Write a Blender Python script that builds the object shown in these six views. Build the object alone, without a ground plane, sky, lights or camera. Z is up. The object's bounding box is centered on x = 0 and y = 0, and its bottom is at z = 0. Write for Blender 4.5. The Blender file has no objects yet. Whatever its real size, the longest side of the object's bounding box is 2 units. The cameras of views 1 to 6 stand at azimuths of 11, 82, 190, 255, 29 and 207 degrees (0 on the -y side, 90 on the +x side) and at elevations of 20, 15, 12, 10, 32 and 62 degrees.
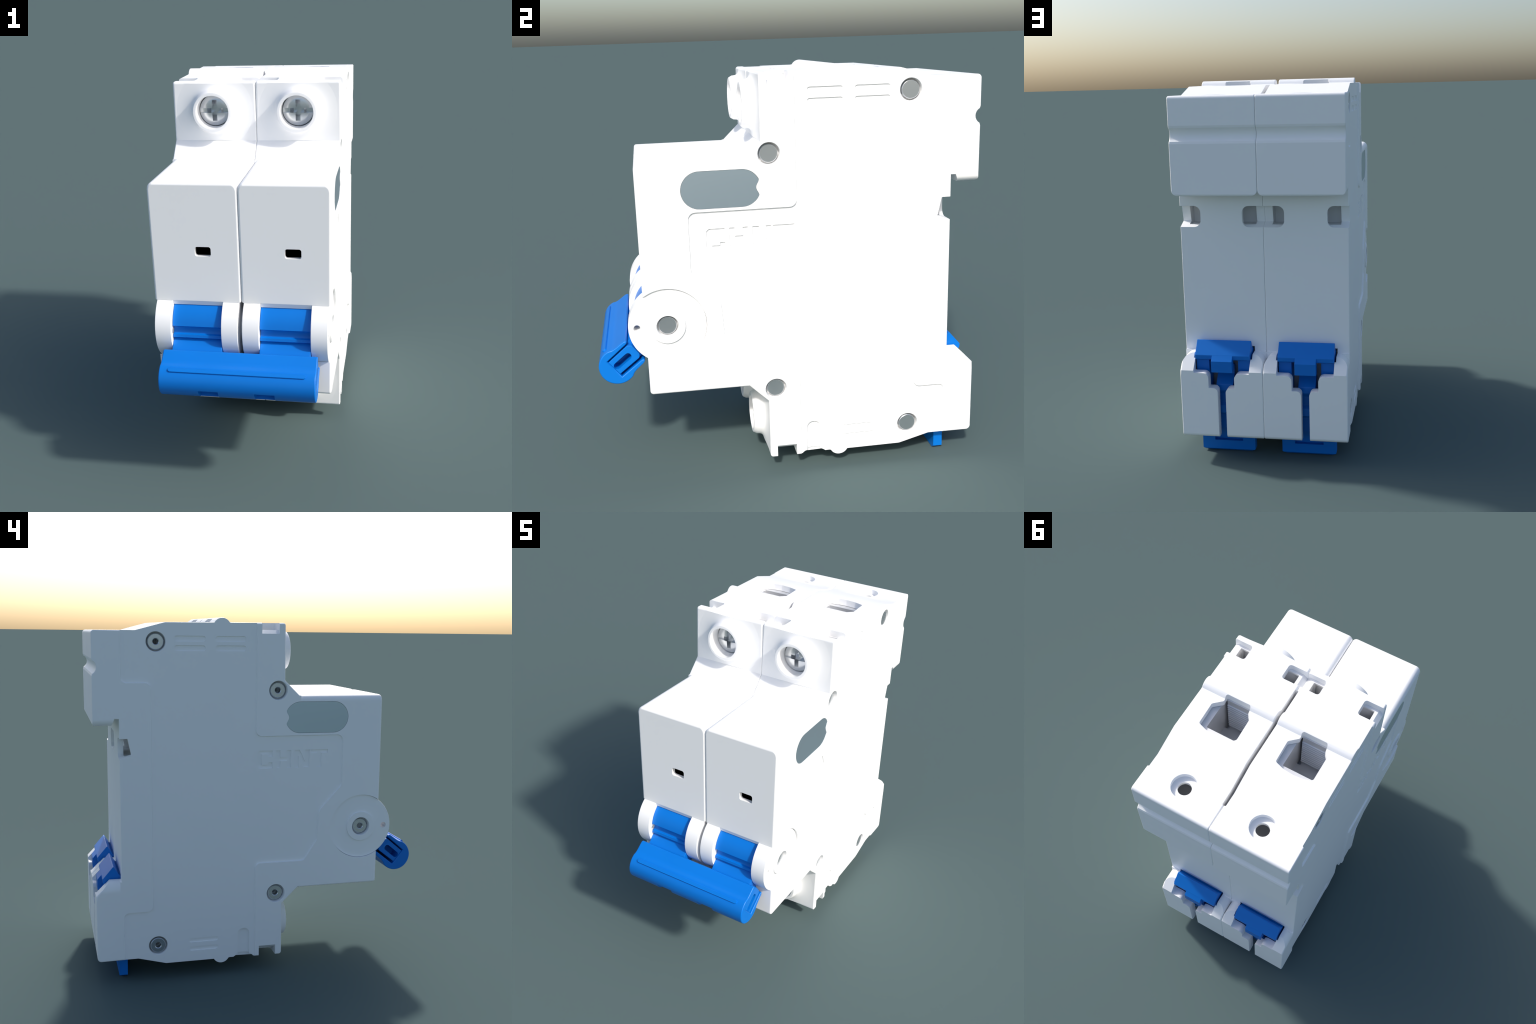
import bpy, bmesh, math
from math import sin, cos, pi, radians, sqrt, atan2
from mathutils import Vector

# ------------------------------------------------------------------ sizes
HALF = 0.2218            # half width of one pole module
POLES = (0.2222, -0.2222)  # module centres along x
MIRROR_Z = 1.0320        # the terminals repeat mirrored about this height
DIAL = (-0.588, 0.822)   # pivot of the toggle (y, z)
RECESS = 0.010           # depth of the sunken side panel

# ------------------------------------------------------------------ materials
def node_material(name, build):
    m = bpy.data.materials.new(name)
    m.use_nodes = True
    nt = m.node_tree
    bsdf = nt.nodes["Principled BSDF"]
    build(nt, bsdf)
    return m

def grain(nt, bsdf, color, var, scale, rough, bump):
    """tiny tonal variation and moulded micro grain on object coordinates"""
    tc = nt.nodes.new("ShaderNodeTexCoord")
    n = nt.nodes.new("ShaderNodeTexNoise"); n.inputs["Scale"].default_value = scale
    n.inputs["Detail"].default_value = 3
    nt.links.new(tc.outputs["Object"], n.inputs["Vector"])
    r = nt.nodes.new("ShaderNodeValToRGB")
    lo = [c * (1 - var) for c in color]; hi = [min(1, c * (1 + var)) for c in color]
    r.color_ramp.elements[0].position = 0.3; r.color_ramp.elements[0].color = (*lo, 1)
    r.color_ramp.elements[1].position = 0.7; r.color_ramp.elements[1].color = (*hi, 1)
    nt.links.new(n.outputs["Fac"], r.inputs["Fac"])
    nt.links.new(r.outputs["Color"], bsdf.inputs["Base Color"])
    bsdf.inputs["Roughness"].default_value = rough
    if bump:
        n2 = nt.nodes.new("ShaderNodeTexNoise"); n2.inputs["Scale"].default_value = 220
        nt.links.new(tc.outputs["Object"], n2.inputs["Vector"])
        b = nt.nodes.new("ShaderNodeBump"); b.inputs["Strength"].default_value = bump
        b.inputs["Distance"].default_value = 0.001
        nt.links.new(n2.outputs["Fac"], b.inputs["Height"])
        nt.links.new(b.outputs["Normal"], bsdf.inputs["Normal"])

def white_plastic(nt, b):
    grain(nt, b, (0.985, 0.985, 0.985), 0.004, 3.0, 0.50, 0.0)
def blue_plastic(nt, b):
    grain(nt, b, (0.0, 0.176, 0.645), 0.02, 4.0, 0.40, 0.0)
    b.inputs["Specular IOR Level"].default_value = 0.38
def steel(nt, b):
    grain(nt, b, (0.68, 0.705, 0.73), 0.02, 14.0, 0.27, 0.0)
    b.inputs["Metallic"].default_value = 0.88
def dark_steel(nt, b):
    grain(nt, b, (0.72, 0.73, 0.75), 0.04, 12.0, 0.45, 0.0)  # base lightened to match white housing bounce inside the wire inlets
    b.inputs["Metallic"].default_value = 0.6
def window_gray(nt, b):
    grain(nt, b, (0.586, 0.704, 0.794), 0.01, 3.0, 0.30, 0.0)
    b.inputs["Metallic"].default_value = 0.85
def black(nt, b):
    grain(nt, b, (0.001, 0.001, 0.001), 0.0, 3.0, 0.9, 0.0)
    b.inputs["Specular IOR Level"].default_value = 0.0

WHITE = node_material("white_plastic", white_plastic)
BLUE = node_material("blue_plastic", blue_plastic)
STEEL = node_material("steel", steel)
DARK = node_material("dark_steel", dark_steel)
WINDOW = node_material("window_gray", window_gray)
BLACK = node_material("opening_liner_black", black)

# ------------------------------------------------------------------ 2D helpers
def fillet(points, seg=6):
    """points: (u, v, radius, *extra) -> sampled closed loop with rounded corners"""
    out = []
    n = len(points)
    for i, p in enumerate(points):
        r = p[2] if len(p) > 2 else 0
        extra = tuple(p[3:])
        if r <= 0:
            out.append((p[0], p[1]) + extra); continue
        a = Vector(points[i - 1][:2]); b = Vector(p[:2]); c = Vector(points[(i + 1) % n][:2])
        d1 = (a - b).normalized(); d2 = (c - b).normalized()
        ang = d1.angle(d2)
        t = min(r / math.tan(ang / 2), 0.49 * (a - b).length, 0.49 * (c - b).length)
        rr = t * math.tan(ang / 2)
        cen = b + (d1 + d2).normalized() * (rr / sin(ang / 2))
        s = b + d1 * t - cen; e = b + d2 * t - cen
        a0 = atan2(s.y, s.x); a1 = atan2(e.y, e.x)
        da = (a1 - a0 + pi) % (2 * pi) - pi
        k = max(2, int(seg * abs(da) / (pi / 2) + 1.5))
        for j in range(k + 1):
            w = a0 + da * j / k
            out.append((cen.x + rr * cos(w), cen.y + rr * sin(w)) + extra)
    return out

def arc(cu, cv, r, a0, a1, k):
    return [(cu + r * cos(radians(a0 + (a1 - a0) * j / k)),
             cv + r * sin(radians(a0 + (a1 - a0) * j / k))) for j in range(k + 1)]

def circle(cu, cv, r, k=48):
    return arc(cu, cv, r, 0, 360, k)[:-1]

def box2(u0, u1, v0, v1, r=0.0, seg=5):
    return fillet([(u0, v0, r), (u1, v0, r), (u1, v1, r), (u0, v1, r)], seg)

def place(axis, u, v, w):
    return {"x": (w, u, v), "y": (u, w, v), "z": (u, v, w)}[axis]

# ------------------------------------------------------------------ mesh helpers
def finish(bm, name, mat, angle=35):
    bmesh.ops.remove_doubles(bm, verts=bm.verts, dist=1e-6)
    bmesh.ops.recalc_face_normals(bm, faces=bm.faces)
    me = bpy.data.meshes.new(name)
    bm.to_mesh(me); bm.free()
    if mat: me.materials.append(mat)
    ob = bpy.data.objects.new(name, me)
    bpy.context.scene.collection.objects.link(ob)
    shade(ob, angle)
    return ob

def shade(ob, angle=35):
    bm = bmesh.new(); bm.from_mesh(ob.data)
    lim = radians(angle)
    for f in bm.faces: f.smooth = True
    for e in bm.edges:
        e.smooth = len(e.link_faces) == 2 and e.calc_face_angle(pi) < lim
    bm.to_mesh(ob.data); bm.free()

def weighted(ob):
    m = ob.modifiers.new("weighted_normal", "WEIGHTED_NORMAL")
    m.keep_sharp = True; m.weight = 100; m.mode = "FACE_AREA"

def prism_bm(poly, axis, a, b, bevel=0.0, seg=3, bm=None):
    """closed 2D loop swept from a to b along an axis, end edges rounded by bevel"""
    bm = bm or bmesh.new()
    rings = []
    if bevel > 0:
        stops = [(a + bevel * (1 - sin(t * pi / 2 / seg)), bevel * (1 - cos(t * pi / 2 / seg)))
                 for t in range(seg, -1, -1)]
        stops += [(b - bevel * (1 - sin(t * pi / 2 / seg)), bevel * (1 - cos(t * pi / 2 / seg)))
                  for t in range(seg + 1)]
    else:
        stops = [(a, 0), (b, 0)]
    norms = inward(poly)
    for w, off in stops:
        rings.append([bm.verts.new(place(axis, p[0] + nrm[0] * off, p[1] + nrm[1] * off, w))
                      for p, nrm in zip(poly, norms)])
    skin(bm, rings)
    return bm

def inward(poly):
    n = len(poly)
    area = sum(poly[i][0] * poly[(i + 1) % n][1] - poly[(i + 1) % n][0] * poly[i][1] for i in range(n))
    s = 1 if area > 0 else -1
    res = []
    for i in range(n):
        a = Vector(poly[i - 1][:2]); b = Vector(poly[i][:2]); c = Vector(poly[(i + 1) % n][:2])
        d1 = (b - a).normalized(); d2 = (c - b).normalized()
        n1 = Vector((-d1.y, d1.x)) * s; n2 = Vector((-d2.y, d2.x)) * s
        m = n1 + n2
        if m.length < 1e-6: m = n1
        m.normalize()
        m = m / max(0.35, m.dot(n1))
        res.append((m.x, m.y))
    return res

def skin(bm, rings):
    n = len(rings[0])
    for r0, r1 in zip(rings, rings[1:]):
        for i in range(n):
            bm.faces.new((r0[i], r0[(i + 1) % n], r1[(i + 1) % n], r1[i]))
    bm.faces.new(rings[0][::-1]); bm.faces.new(rings[-1])

def prism(name, mat, poly, axis, a, b, bevel=0.0, seg=3, angle=35):
    ob = finish(prism_bm(poly, axis, a, b, bevel, seg), name, mat, angle)
    if bevel: weighted(ob)
    return ob

def lathe(name, mat, profile, axis, centre, k=56, angle=35):
    """profile (radius, along-axis) revolved; centre is the 2D position of the axis"""
    bm = bmesh.new()
    rings = []
    for r, w in profile:
        if r < 1e-5:
            rings.append([bm.verts.new(place(axis, centre[0], centre[1], w))])
        else:
            rings.append([bm.verts.new(place(axis, centre[0] + r * cos(2 * pi * i / k),
                                             centre[1] + r * sin(2 * pi * i / k), w)) for i in range(k)])
    for r0, r1 in zip(rings, rings[1:]):
        for i in range(k):
            j = (i + 1) % k
            if len(r0) == 1 and len(r1) == 1: continue
            if len(r0) == 1: bm.faces.new((r0[0], r1[j], r1[i]))
            elif len(r1) == 1: bm.faces.new((r0[i], r0[j], r1[0]))
            else: bm.faces.new((r0[i], r0[j], r1[j], r1[i]))
    return finish(bm, name, mat, angle)

def boolean(ob, cutter, op="DIFFERENCE"):
    """apply one boolean and drop the tool"""
    m = ob.modifiers.new("cut", "BOOLEAN")
    m.object = cutter; m.operation = op; m.solver = "EXACT"
    dg = bpy.context.evaluated_depsgraph_get()
    me = bpy.data.meshes.new_from_object(ob.evaluated_get(dg))
    ob.modifiers.remove(m)
    old = ob.data; ob.data = me; bpy.data.meshes.remove(old)
    cm = cutter.data
    bpy.data.objects.remove(cutter); bpy.data.meshes.remove(cm)

def cut(ob, poly, axis, a, b):
    boolean(ob, finish(prism_bm(poly, axis, a, b), "tool", None))

def carve(ob, bm):
    boolean(ob, finish(bm, "tool", None))

def clean(ob, mat, angle=35):
    bm = bmesh.new(); bm.from_mesh(ob.data)
    bmesh.ops.remove_doubles(bm, verts=bm.verts, dist=2e-5)
    bmesh.ops.dissolve_degenerate(bm, edges=bm.edges, dist=2e-5)
    bm.to_mesh(ob.data); bm.free()
    ob.data.materials.clear(); ob.data.materials.append(mat)
    for p in ob.data.polygons: p.material_index = 0
    shade(ob, angle); weighted(ob)

def shifted(poly, du, dv=0): return [(p[0] + du, p[1] + dv) for p in poly]
def mirrored(poly): return [(-p[0], p[1]) for p in poly][::-1]

# ------------------------------------------------------------------ root
root = bpy.data.objects.new("circuit_breaker", None)
root.empty_display_size = 0.3
bpy.context.scene.collection.objects.link(root)
root["label"] = "white two pole circuit breaker with blue toggle handle"
root["category"] = "circuit breaker"

def adopt(child, parent):
    child.parent = parent
    return child

# ------------------------------------------------------------------ housing profile (y, z, corner radius, side rounding)
def housing_outline():
    P = []
    def a(y, z, r=0.0, s=0.010): P.append((y, z, max(r, s * 1.15) if r > 0 else 0.0, s))
    # front, going up (the dial bite later separates the lower box from the nose)
    a(-0.691, 0.482, 0.016, 0.012)
    a(-0.691, 0.760, 0, 0.010)
    a(-0.6965, 0.880, 0, 0.012)
    a(-0.6965, 1.583, 0.014, 0.011)
    a(-0.450, 1.583, 0, 0.006)
    a(-0.204, 1.583, 0, 0.008)
    a(-0.119, 1.665, 0, 0.006)
    a(-0.119, 1.975, 0.012, 0.012)
    # top with its grip hump
    for y, z in [(0.183, 1.9745)] + arc(0.233, 1.952, 0.048, 150, 30, 10) + [(0.283, 1.9745)]:
        a(y, z, 0, 0.016)
    a(0.540, 1.9725, 0, 0.015)
    a(0.698, 1.929, 0, 0.010)
    a(0.925, 1.929, 0.018, 0.006)
    # rear head with the horizontal finger groove
    a(0.925, 1.783, 0.006, 0.005)
    for y, z in arc(0.939, 1.738, 0.038, 118, 242, 8): a(y, z, 0, 0.005)
    a(0.925, 1.693, 0.006, 0.005)
    a(0.925, 1.430, 0.012, 0.006)
    a(0.827, 1.430, 0, 0.006)
    a(0.811, 1.467, 0, 0.004)
    a(0.788, 1.467, 0, 0.004)
    # rail wall
    a(0.788, 0.580, 0, 0.004)
    # foot
    a(0.850, 0.580, 0, 0.006)
    a(0.925, 0.504, 0, 0.010)
    a(0.925, 0.470, 0, 0.005)
    a(0.925, 0.131, 0.022, 0.006)
    a(0.702, 0.131, 0.03, 0.010)
    a(0.548, 0.090, 0.04, 0.010)
    for y, z in [(0.283, 0.0895)] + arc(0.233, 0.112, 0.048, -28, -152, 10) + [(0.183, 0.0915)]:
        a(y, z, 0, 0.010)
    a(0.030, 0.0875, 0, 0.006)
    a(-0.119, 0.0875, 0.014, 0.006)
    a(-0.119, 0.394, 0, 0.006)
    a(-0.213, 0.482, 0, 0.008)
    return P

def housing_shell(cx):
    loop = fillet(housing_outline())
    nr = inward(loop)
    bm = bmesh.new(); rings = []
    seg = 6
    for side in (-1, 1):
        ts = range(seg, -1, -1) if side < 0 else range(seg + 1)
        for t in ts:
            c = 1 - cos(t * pi / 2 / seg); s = 1 - sin(t * pi / 2 / seg)
            rings.append([bm.verts.new((cx + side * (HALF - p[2] * s), p[0] + m[0] * p[2] * c, p[1] + m[1] * p[2] * c))
                          for p, m in zip(loop, nr)])
    skin(bm, rings)
    return finish(bm, "housing", WHITE)

# sunken panel on the module sides (y, z, corner radius)
PANEL = [(0.041, 2.10, 0), (0.041, 1.360, 0.032), (-0.465, 1.360, 0.034), (-0.465, 1.070, 0.03),
         (-0.332, 0.925, 0.06), (-0.322, 0.756, 0.03), (-0.245, 0.637, 0.03), (0.038, 0.637, 0.026), (0.038, -0.1, 0),
         (0.778, -0.1, 0), (0.778, 0.400, 0.03), (0.620, 0.400, 0.03), (0.620, 1.655, 0.03),
         (0.778, 1.655, 0.03), (0.778, 2.10, 0)]

def letters(direction, y0, z0, z1, width):
    """four extended capitals as stroke outlines; returns loops in (y, z)"""
    h = 1.0; w = 0.82; sx = 0.23; sz = 0.2
    C = [(0.12, 0), (w, 0), (w, .34), (w - sx, .34), (w - sx, sz), (sx, sz), (sx, h - sz), (w - sx, h - sz),
         (w - sx, .66), (w, .66), (w, h), (0.12, h), (0, h - .12), (0, .12)]
    H = [(0, 0), (sx, 0), (sx, .4), (w - sx, .4), (w - sx, 0), (w, 0), (w, h), (w - sx, h), (w - sx, .6), (sx, .6), (sx, h), (0, h)]
    N = [(0, 0), (sx, 0), (sx, .66), (w - .28, 0), (w, 0), (w, h), (w - sx, h), (w - sx, .34), (.28, h), (0, h)]
    T = [(.36, 0), (.6, 0), (.6, h - sz), (.96, h - sz), (.96, h), (0, h), (0, h - sz), (.36, h - sz)]
    res = []; x = 0
    for g, adv in ((C, 1.02), (H, 1.02), (N, .90), (T, .96)):
        res.append([(p[0] + x, p[1]) for p in g]); x += adv
    k = width / x
    return [[(y0 + direction * p[0] * k, z0 + p[1] * (z1 - z0)) for p in g] for g in res]

RIVETS = [(-0.081, 1.611), (0.590, 1.871), (-0.081, 0.455), (0.591, 0.197), DIAL]
VENTS = [(0.102, 0.268, 1.872, 1.902), (0.102, 0.268, 1.822, 1.852), (0.324, 0.491, 1.872, 1.902),
         (0.324, 0.491, 1.822, 1.852), (0.251, 0.415, 0.198, 0.222), (0.251, 0.415, 0.149, 0.173)]

def window_loop(grow=0.0):
    ya, yb, za, zb = -0.491 - grow, -0.124 + grow, 1.374 - grow, 1.547 + grow
    r = (zb - za) / 2; zc = (za + zb) / 2
    left = arc(ya + r, zc, r, 90, 270, 20)
    up = arc(yb - r, zc, r, -90, -25, 8)
    dn = arc(yb - r, zc, r, 25, 90, 8)
    tip = yb - r * (1 - cos(radians(25))); hz = r * sin(radians(25))
    bite = [(tip - 0.014 * (0.5 + 0.5 * cos(pi * t)), zc + hz * t) for t in (-0.8, -0.6, -0.4, -0.2, 0, 0.2, 0.4, 0.6, 0.8)]
    return left + up + bite + dn

INLET = [(0.075, 0.254), (0.070, 0.288), (0.117, 0.332), (0.113, 0.462), (0.06, 0.480), (0.0, 0.485), (-0.05, 0.480),
         (-0.088, 0.470), (-0.103, 0.452), (-0.099, 0.321), (-0.076, 0.293), (-0.070, 0.254)]

def flip_z(z): return 2 * MIRROR_Z - z

def build_housing(cx, outer):
    """outer = +1 / -1: the side of this module that faces outwards"""
    ob = housing_shell(cx)
    for s in (-1, 1):                                    # sunken side panels
        lp = fillet(PANEL); nr = inward(lp); bm = bmesh.new()
        rings = [[bm.verts.new((cx + s * (HALF - d), p[0] + m[0] * o, p[1] + m[1] * o)) for p, m in zip(lp, nr)]
                 for d, o in ((RECESS, 0.003), (-0.01, -0.0037))]
        skin(bm, rings); carve(ob, bm)
        # corners that are rounded as seen from front or back: rear head, foot top, nose top
        for zc, up, r, y0, y1 in ((1.430, 1, 0.036, 0.795, 0.99), (0.580, -1, 0.060, 0.795, 0.99)):
            e = cx + s * (HALF + 0.02); i = cx + s * (HALF - r)
            lp = [(cx + s * (HALF - r + r * sin(radians(t))), zc + up * (r - r * cos(radians(t)))) for t in range(0, 91, 10)]
            lp = [(i, zc - up * 0.02)] + lp + [(e, zc + up * r), (e, zc - up * 0.02)]
            cut(ob, lp, "y", y0, y1)
        # nose: the rounded top corner runs into the softened front edge
        r = 0.034; zc = 1.583; bm = bmesh.new(); rings = []
        stops = [(-0.75, 0.013)] + [(-0.6965 + 0.013 * (1 - cos(radians(t))), 0.013 * (1 - sin(radians(t)))) for t in range(0, 91, 15)] + [(-0.212, 0.0)]
        for y, o in stops:
            q = [(HALF - r, 0.02)] + [(HALF - r + (r - o) * sin(radians(t)), -r + (r - o) * cos(radians(t))) for t in range(0, 91, 10)]
            q += [(HALF + 0.02, -r), (HALF + 0.02, 0.02)]
            rings.append([bm.verts.new((cx + s * u, y, zc + v)) for u, v in q])
        skin(bm, rings); carve(ob, bm)
    # hollow chambers behind the small openings
    cut(ob, box2(cx - 0.172, cx + 0.172, -0.092, 0.190), "z", 1.80, 1.925)
    cut(ob, box2(cx - 0.100, cx + 0.100, 0.690, 0.870), "z", 1.740, 1.880)
    cut(ob, box2(cx - 0.179, cx + 0.179, 0.662, 0.758), "z", 1.258, 1.357)
    for s in (-1, 1):                                    # round bite for the toggle discs
        cut(ob, circle(*DIAL, 0.1862, 96), "x", *sorted((cx + s * 0.127, cx + s * 0.3)))
    cut(ob, circle(*DIAL, 0.1605, 96), "x", cx - 0.128, cx + 0.128)  # well of the blue hub, with a lip above it
    cut(ob, [(-0.80, 0.665), (-0.60, 0.665), (-0.60, 0.900), (-0.685, 0.948), (-0.698, 0.980), (-0.80, 0.980)], "x", cx - 0.128, cx + 0.128)
    # terminal pockets, top and bottom, at both edges
    for s in (-1, 1):
        a, b = sorted((cx + s * 0.112, cx + s * 0.30))
        for top in (True, False):
            f = (lambda z: z) if top else flip_z
            inner = box2(a, b, -0.083, 0.015, 0.016)
            cut(ob, inner, "z", *sorted((f(1.937), f(2.05))))
            w = [(cx + s * 0.192, f(1.940)), (cx + s * 0.25, f(1.895)), (cx + s * 0.25, f(1.98)), (cx + s * 0.192, f(1.98))]
            cut(ob, w, "y", -0.083, 0.015)
            if top:
                h = box2(*sorted((cx + s * 0.113, cx + s * 0.178)), -0.067, 0.014, 0.004)
                cut(ob, h, "z", 1.70, 1.96)
    # wire inlets
    cut(ob, fillet([(p[0] + cx, p[1], 0.012) for p in INLET], 4), "z", 1.80, 2.1)
    cut(ob, box2(cx - 0.128, cx + 0.128, 0.200, 0.500), "z", 1.66, 1.936)
    # counterbored screwdriver hole behind
    cut(ob, circle(cx, 0.785, 0.068), "z", 1.900, 2.0)
    cut(ob, circle(cx, 0.785, 0.036), "z", 1.80, 1.95)
    # screw wells
    for z in (1.824, flip_z(1.824)):
        cut(ob, shifted(circle(0, 0, 0.0870), cx, z), "y", -0.2, 0.0)
    # indicator opening
    cut(ob, box2(cx + 0.0, cx + 0.080, 1.212, 1.262, 0.012), "y", -0.72, -0.60)
    cut(ob, box2(cx - 0.03, cx + 0.11, 1.18, 1.294), "y", -0.671, 0.20)
    # rail clip notches in the rear wall
    for s in (-1, 1):
        a, b = sorted((cx + s * 0.111, cx + s * 0.30))
        slope = prism_bm([(0.744, 1.362), (0.724, 1.272), (0.787, 1.250), (0.83, 1.25), (0.83, 1.362)], "x", a, b)
        tool = finish(slope, "tool", None)
        mask = finish(prism_bm(fillet([(a, 1.25, 0.036 if s > 0 else 0), (b, 1.25, 0.036 if s < 0 else 0),
                                       (b, 1.362, 0.036 if s < 0 else 0), (a, 1.362, 0.036 if s > 0 else 0)]), "y", 0.68, 0.9), "mask", None)
        boolean(tool, mask, "INTERSECT")
        boolean(ob, tool)
        c, d = sorted((cx + s * 0.112, cx + s * 0.179))
        cut(ob, box2(c, d, 1.260, 1.356, 0.012), "y", 0.70, 0.77)
    # latch channel and the stepped jaws of the foot
    cut(ob, [(0.72, 0.05), (0.872, 0.05), (0.872, 0.605), (0.72, 0.605)], "x", cx - 0.158, cx + 0.158)
    jaw = fillet([(cx - 0.150, 0.70, 0), (cx - 0.150, 0.492, 0.004), (cx - 0.070, 0.492, 0.028), (cx - 0.070, 0.410, 0),
                  (cx - 0.022, 0.410, 0.026), (cx - 0.022, 0.05, 0), (cx + 0.022, 0.05, 0), (cx + 0.022, 0.410, 0.026),
                  (cx + 0.070, 0.410, 0), (cx + 0.070, 0.492, 0.028), (cx + 0.150, 0.492, 0.004), (cx + 0.150, 0.70, 0)])
    cut(ob, jaw, "y", 0.80, 0.99)
    # details on the outward side
    face = cx + outer * HALF
    def side_cut(poly, depth, base=0.0):
        a, b = sorted((face - outer * (base + depth), face + outer * 0.04))
        cut(ob, poly, "x", a, b)
    for i, (y, z) in enumerate(RIVETS[:4]):
        base = RECESS if 0.041 < y < 0.778 else 0.0
        bm = bmesh.new()
        prof = [(0.0150, base + 0.12), (0.0158, base + 0.046), (0.050, base + 0.045), (0.0515, base + 0.004), (0.054, base), (0.054, base - 0.03)]
        rings = [[bm.verts.new((face - outer * d, y + r * cos(2 * pi * k / 48), z + r * sin(2 * pi * k / 48))) for k in range(48)] for r, d in prof]
        skin(bm, rings); carve(ob, bm)
    for ya, yb, za, zb in VENTS:
        side_cut(box2(ya, yb, za, zb, 0.011, 4), 0.006, RECESS)
    side_cut(fillet([(0.070, 0.0, 0), (0.137, 0.0, 0), (0.137, 0.259, 0.032), (0.070, 0.259, 0.032)]), 0.015, RECESS)
    side_cut(arc(0.104, 0.018, 0.093, 52, 128, 10) + [(0.047, 0.0), (0.161, 0.0)], 0.022, RECESS)
    side_cut(window_loop(0.0015), 0.02)
    if outer > 0: loops = letters(1, -0.385, 1.177, 1.277, 0.415)
    else: loops = letters(-1, 0.032, 1.177, 1.277, 0.411)
    for g in loops: side_cut(g, 0.007, RECESS)
    clean(ob, WHITE)
    return ob

# ------------------------------------------------------------------ shared small meshes
def along_x(face, outer, profile):
    return [(r, face - outer * d) for r, d in profile]

def build_rivet(face, outer, y, z, base):
    if outer > 0:   # closed end, set well below the face
        b = 0.017
        prof = [(0.0, b), (0.040, b), (0.0425, b + 0.002), (0.0435, b + 0.006), (0.0435, b + 0.040), (0.0, b + 0.040)]
    else:           # hollow end
        b = 0.015
        prof = [(0.0155, b + 0.034), (0.0155, b + 0.003), (0.019, b), (0.039, b), (0.0425, b + 0.003),
                (0.0435, b + 0.008), (0.0435, b + 0.034), (0.0155, b + 0.034)]
    return lathe("rivet", STEEL, along_x(face, outer, prof), "x", (y, z), 40)

def build_collar(cx, z):
    prof = [(0.0860, -0.05), (0.0860, -0.178), (0.088, -0.183), (0.101, -0.183), (0.104, -0.181), (0.1125, -0.166), (0.1145, -0.148),
            (0.118, -0.140), (0.123, -0.134), (0.131, -0.1295), (0.142, -0.1262), (0.156, -0.1236), (0.172, -0.1215),
            (0.190, -0.1200), (0.215, -0.1185), (0.215, -0.110), (0.11, -0.05), (0.0860, -0.05)]
    ob = lathe("terminal_collar", WHITE, prof, "y", (cx, z), 72, 40)
    # the flare stays within the terminal block
    top = z > 1
    lo, hi = (1.667, 1.966) if top else (0.100, 0.396)
    keep = finish(prism_bm(box2(cx - HALF + 0.012, cx + HALF - 0.012, lo, hi, 0.01), "y", -0.3, 0.0), "tool", None)
    boolean(ob, keep, "INTERSECT")
    clean(ob, WHITE, 40)
    return ob

def build_screw(cx, z):
    f = -0.120
    prof = [(0.0, f), (0.03, f + 0.0008), (0.052, f + 0.003), (0.068, f + 0.006), (0.080, f + 0.011), (0.0835, f + 0.018), (0.0835, f + 0.09), (0.0, f + 0.09)]
    ob = lathe("terminal_screw", STEEL, prof, "y", (cx, z), 56, 40)
    cut(ob, box2(cx - 0.1, cx + 0.1, z - 0.0125, z + 0.0125), "y", f - 0.02, f + 0.016)
    for w, h in ((0.0125, 0.058), (0.054, 0.0125)):          # cross recess, tapering inwards
        bm = bmesh.new()
        rings = [[bm.verts.new((cx + u * w * (k if w > h else 1), y, z + v * h * (k if h > w else 1))) for u, v in ((-1, -1), (1, -1), (1, 1), (-1, 1))]
                 for y, k in ((f - 0.02, 1.25), (f + 0.040, 0.5))]
        skin(bm, rings); carve(ob, bm)
    clean(ob, STEEL, 40)
    return ob

def build_disc(cx, s, outer):
    """round hinge cheek carrying the toggle; s = side within the module"""
    face = cx + s * HALF
    x_in = cx + s * 0.128; x_out = face - s * (RECESS + 0.001)
    a, b = sorted((x_in, x_out))
    ob = finish(prism_bm(circle(*DIAL, 0.1850, 96), "x", a, b, 0.003, 2), "hinge_disc", WHITE, 40)
    if s == outer:
        bm = prism_bm(circle(*DIAL, 0.085, 64), "x", *sorted((x_out - s * 0.02, face - s * 0.001)), 0.003, 2)
        boolean(ob, finish(bm, "tool", None), "UNION")
        prof = [(0.0150, 0.075), (0.0158, 0.046), (0.050, 0.045), (0.0515, 0.004), (0.054, 0.0), (0.054, -0.03)]
        bm = bmesh.new()
        rings = [[bm.verts.new((face - s * d, DIAL[0] + r * cos(2 * pi * k / 48), DIAL[1] + r * sin(2 * pi * k / 48))) for k in range(48)] for r, d in prof]
        skin(bm, rings); carve(ob, bm)
        cut(ob, circle(DIAL[0] - 0.144, DIAL[1] - 0.001, 0.0165, 24), "x", *sorted((x_in - s * 0.01, x_out + s * 0.05)))
    clean(ob, WHITE, 40)
    return ob

def build_indicator(cx):
    """hollow black liner behind the status opening"""
    ob = prism("indicator", BLACK, box2(cx - 0.029, cx + 0.109, 1.181, 1.293), "y", -0.670, 0.198)
    cut(ob, box2(cx - 0.020, cx + 0.100, 1.190, 1.284), "y", -0.70, 0.18)
    clean(ob, BLACK)
    return ob

# toggle: direction from the pivot towards the handle bar
AX = Vector((-0.838 - DIAL[0], 0.618 - DIAL[1])).normalized()
PX = Vector((-AX.y, AX.x))
BAR = Vector((-0.838, 0.620))
def tog(u, v):
    """u back along the axis towards the pivot, v upwards across it (2D in y, z)"""
    p = BAR - AX * u - PX * v
    return (p.x, p.y)

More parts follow.
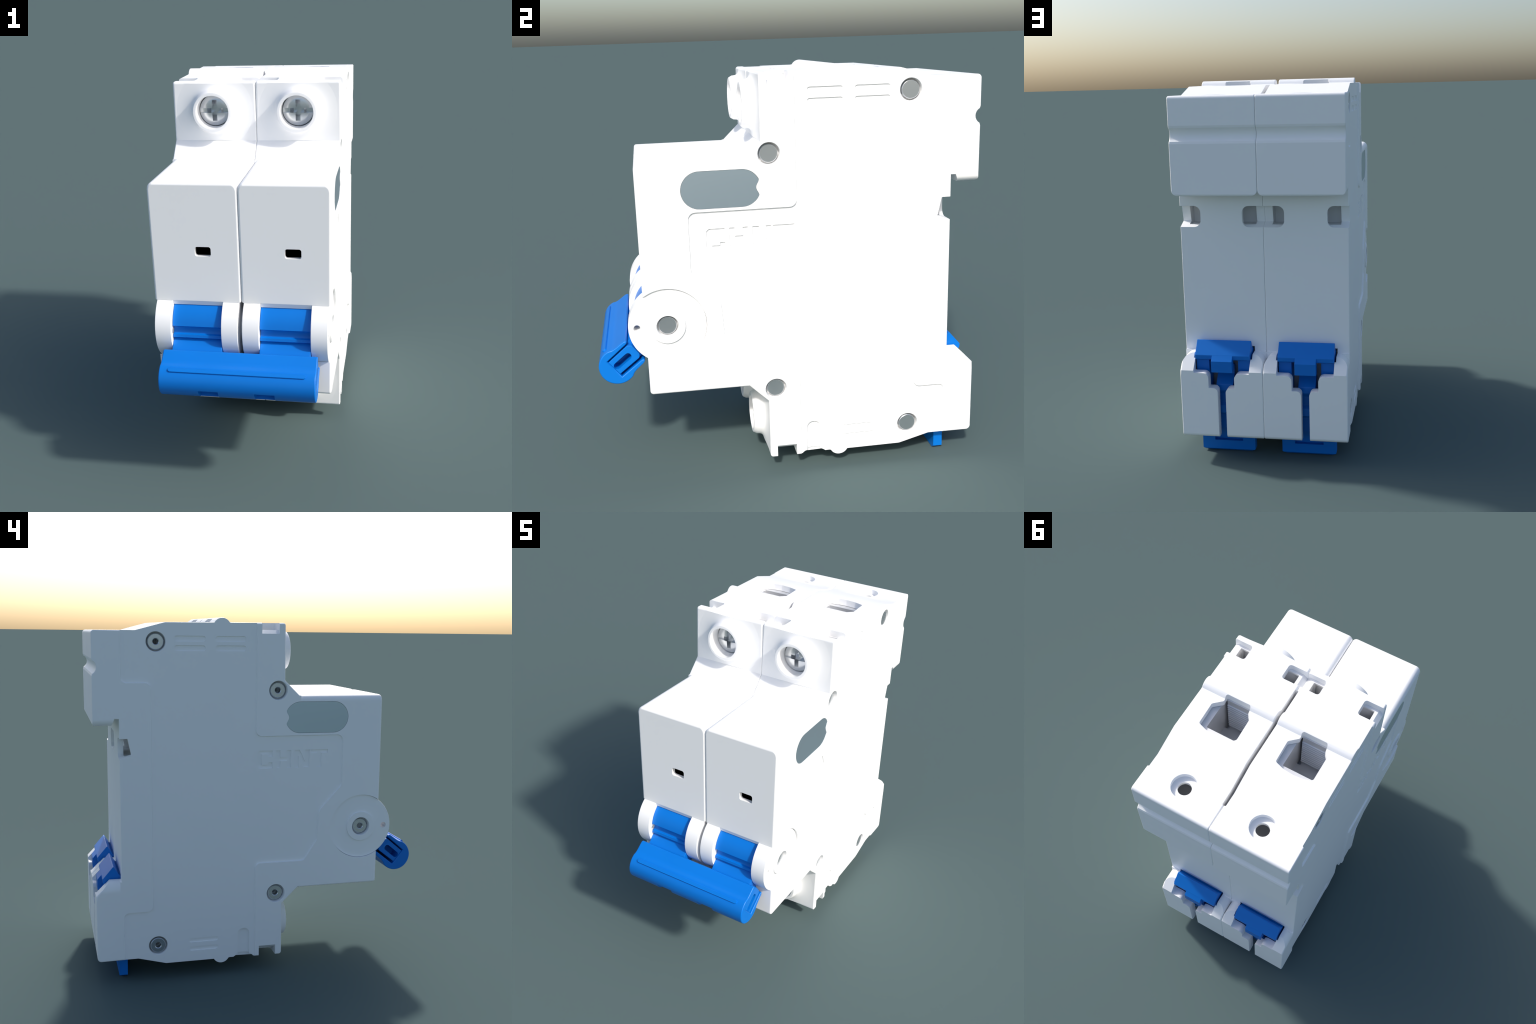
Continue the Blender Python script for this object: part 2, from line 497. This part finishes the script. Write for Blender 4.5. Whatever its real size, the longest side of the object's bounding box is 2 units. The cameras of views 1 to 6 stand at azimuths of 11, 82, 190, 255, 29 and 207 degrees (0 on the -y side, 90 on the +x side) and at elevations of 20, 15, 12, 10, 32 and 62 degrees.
def build_hub(cx):
    loop = []
    R = 0.158
    a0 = math.degrees(atan2(0.855 - DIAL[1], -0.745 - DIAL[0]))
    loop += [(DIAL[0] + R * cos(radians(t)), DIAL[1] + R * sin(radians(t))) for t in [20 + (a0 - 20) * j / 20 for j in range(21)]]
    loop += [(-0.726, 0.844), (-0.722, 0.826), (-0.730, 0.811), (-0.742, 0.808), (-0.745, 0.794)]
    loop += [(-0.728, 0.782), (-0.745, 0.768), (-0.800, 0.716), (-0.735, 0.640), (-0.690, 0.690)]
    loop += [(DIAL[0] + R * cos(radians(t)), DIAL[1] + R * sin(radians(t))) for t in (232, 260, 300, 340)]
    ob = prism("toggle_hub", BLUE, loop, "x", cx - 0.1265, cx + 0.1265, 0.003, 2, 40)
    return ob

def build_bar():
    r = 0.0895
    # cylinder, slight necks, then the two fork plates
    lp = [tog(-r * cos(radians(t)), r * sin(radians(t))) for t in [-104 + 208 * j / 44 for j in range(45)]]
    side = [(0.032, 0.081), (0.042, 0.0780), (0.056, 0.0760), (0.102, 0.0740), (0.113, 0.0705), (0.117, 0.063), (0.113, 0.057), (0.104, 0.054)]
    lp += [tog(u, v) for u, v in side] + [tog(-0.019, 0.052), tog(-0.019, -0.052)]
    lp += [tog(u, -v) for u, v in side[::-1]]
    ob = finish(prism_bm(lp, "x", -0.388, 0.388, 0.006, 3), "handle_bar", BLUE, 40)
    for xa, xb in ((-0.190, -0.090), (0.090, 0.190)):     # slots in the underside
        cut(ob, [tog(-0.12, 0.036), tog(-0.052, 0.030), tog(-0.052, -0.045), tog(-0.12, -0.060)], "x", xa, xb)
    clean(ob, BLUE, 40)
    return ob

def build_bar_rib():
    t = radians(88)
    c = Vector(tog(-0.0905 * cos(t), 0.0905 * sin(t)))
    bm = bmesh.new()
    # a slim raised bar: stadium in (x, across), thin along the cylinder normal
    nrm = (c - BAR).normalized(); tan = Vector((-nrm.y, nrm.x))
    w = 0.011; L = 0.341
    loop = [(-L + w + w * cos(radians(a)), w * sin(radians(a))) for a in range(90, 271, 30)] + \
           [(L - w + w * cos(radians(a)), w * sin(radians(a))) for a in range(-90, 91, 30)]
    rings = []
    for h, k in ((-0.006, 1), (0.0045, 1), (0.006, 0.85)):
        ring = []
        for x, q in loop:
            yz = c + nrm * h + tan * (q * k)
            ring.append(bm.verts.new((x, yz.x, yz.y)))
        rings.append(ring)
    skin(bm, rings)
    return finish(bm, "grip_rib", BLUE, 40)

def build_stem():
    lp = fillet([(*tog(-0.021, 0.044), 0.003), (*tog(0.104, 0.046), 0.012), (*tog(0.121, 0.030), 0.010), (*tog(0.118, -0.028), 0.012),
                 (*tog(0.104, -0.040), 0.010), (*tog(-0.021, -0.037), 0.003)], 4)
    ob = finish(prism_bm(lp, "x", -0.383, 0.383, 0.004, 2), "handle_stem", BLUE, 40)
    slot = [tog(*p) for p in fillet([(-0.016, 0.020, 0.016), (0.086, 0.020, 0.016), (0.086, -0.014, 0.016), (-0.016, -0.014, 0.016)], 5)]
    for s in (-1, 1):
        cut(ob, slot, "x", *sorted((s * 0.30, s * 0.5)))
    clean(ob, BLUE, 40)
    return ob

def build_latch(cx):
    head = fillet([(0.760, 0.548, 0), (0.760, 0.590, 0), (0.792, 0.596, 0), (0.826, 0.648, 0.004), (0.886, 0.578, 0.006), (0.884, 0.556, 0.008), (0.868, 0.548, 0)], 4)
    ob = finish(prism_bm(head, "x", cx - 0.148, cx + 0.148, 0.003, 2), "mounting_latch", BLUE, 35)
    def add(poly, a, b, bev=0.002):
        boolean(ob, finish(prism_bm(poly, "x", a, b, bev, 2), "tool", None), "UNION")
    add([(0.840, 0.560), (0.840, 0.6305), (0.908, 0.552), (0.908, 0.492), (0.868, 0.492), (0.868, 0.560)], cx - 0.056, cx + 0.056)
    for s in (-1, 1):
        a, b = sorted((cx + s * 0.078, cx + s * 0.147))
        add([(0.775, 0.165), (0.858, 0.165), (0.858, 0.57), (0.775, 0.57)], a, b)
    # bent spring tongue
    wave = fillet([(0.785, 0.505, 0), (0.800, 0.505, 0), (0.806, 0.455, 0.02), (0.852, 0.405, 0.012), (0.852, 0.372, 0.008), (0.836, 0.350, 0.008),
                   (0.836, 0.300, 0.008), (0.854, 0.285, 0.006), (0.854, 0.245, 0.006), (0.836, 0.232, 0.004), (0.836, 0.150, 0), (0.785, 0.150, 0)], 4)
    add(wave, cx - 0.046, cx + 0.046, 0.0015)
    # pull tab under the foot
    add(fillet([(0.756, 0.20, 0), (0.756, 0.0, 0), (0.788, 0.0, 0), (0.802, 0.012, 0), (0.802, 0.20, 0)]), cx - 0.147, cx + 0.147, 0)
    for s in (-1, 1):
        cut(ob, [(cx + s * 0.16, -0.02), (cx + s * 0.125, -0.02), (cx + s * 0.125, 0.0), (cx + s * 0.148, 0.016), (cx + s * 0.16, 0.016)], "y", 0.70, 0.83)
    cut(ob, box2(cx - 0.078, cx + 0.078, 0.062, 0.165), "y", 0.775, 0.83)
    clean(ob, BLUE, 35)
    return ob

def build_clamp(cx):
    """open metal cage of the wire terminal, seen down the inlet"""
    ob = prism("terminal_clamp", DARK, box2(0.201, 0.499, 1.62, 1.934), "x", cx - 0.127, cx + 0.127)
    cut(ob, box2(cx - 0.090, cx + 0.0805, 0.272, 0.446, 0.006), "z", 1.70, 2.0)
    cut(ob, box2(cx - 0.092, cx + 0.080, 0.236, 0.285), "z", 1.6955, 2.0)
    cut(ob, box2(cx + 0.060, cx + 0.0795, 0.203, 0.285), "z", 1.64, 2.0)
    clean(ob, DARK)
    return ob

def build_jaw(cx):
    """ridged clamping jaw on the front wall of the cage"""
    loop = [(0.236, 1.70), (0.236, 1.952), (0.262, 1.952), (0.262, 1.915)]
    for j in range(11):
        z = 1.912 - 0.0195 * j
        loop += [(0.262, z), (0.268, z - 0.004), (0.268, z - 0.010), (0.262, z - 0.014)]
    loop += [(0.262, 1.690), (0.236, 1.690)]
    return prism("clamp_jaw", DARK, loop[1:], "x", cx - 0.0885, cx + 0.066)

# ------------------------------------------------------------------ assemble
for idx, cx in enumerate(POLES):
    outer = 1 if cx > 0 else -1
    body = adopt(build_housing(cx, outer), root)
    face = cx + outer * HALF
    for y, z in RIVETS:
        base = RECESS if 0.041 < y < 0.778 else 0.0
        adopt(build_rivet(face, outer, y, z, base), body)
    win = adopt(prism("label_window", WINDOW, window_loop(), "x", *sorted((face - outer * 0.019, face - outer * 0.0015))), body)
    adopt(build_indicator(cx), body)
    for z in (1.824, flip_z(1.824)):
        adopt(build_collar(cx, z), body)
        adopt(build_screw(cx, z), body)
    adopt(build_clamp(cx), body)
    adopt(build_jaw(cx), body)
    for s in (-1, 1):
        adopt(build_disc(cx, s, outer), body)
    adopt(build_latch(cx), root)

# spacer wall that closes the slit between the two inner hinge discs
adopt(prism("spacer", WHITE, circle(*DIAL, 0.090, 64), "x", -0.0125, 0.0125), root)
bar = adopt(build_bar(), root)
adopt(build_bar_rib(), bar)
adopt(build_stem(), bar)
for cx in POLES:
    adopt(build_hub(cx), bar)
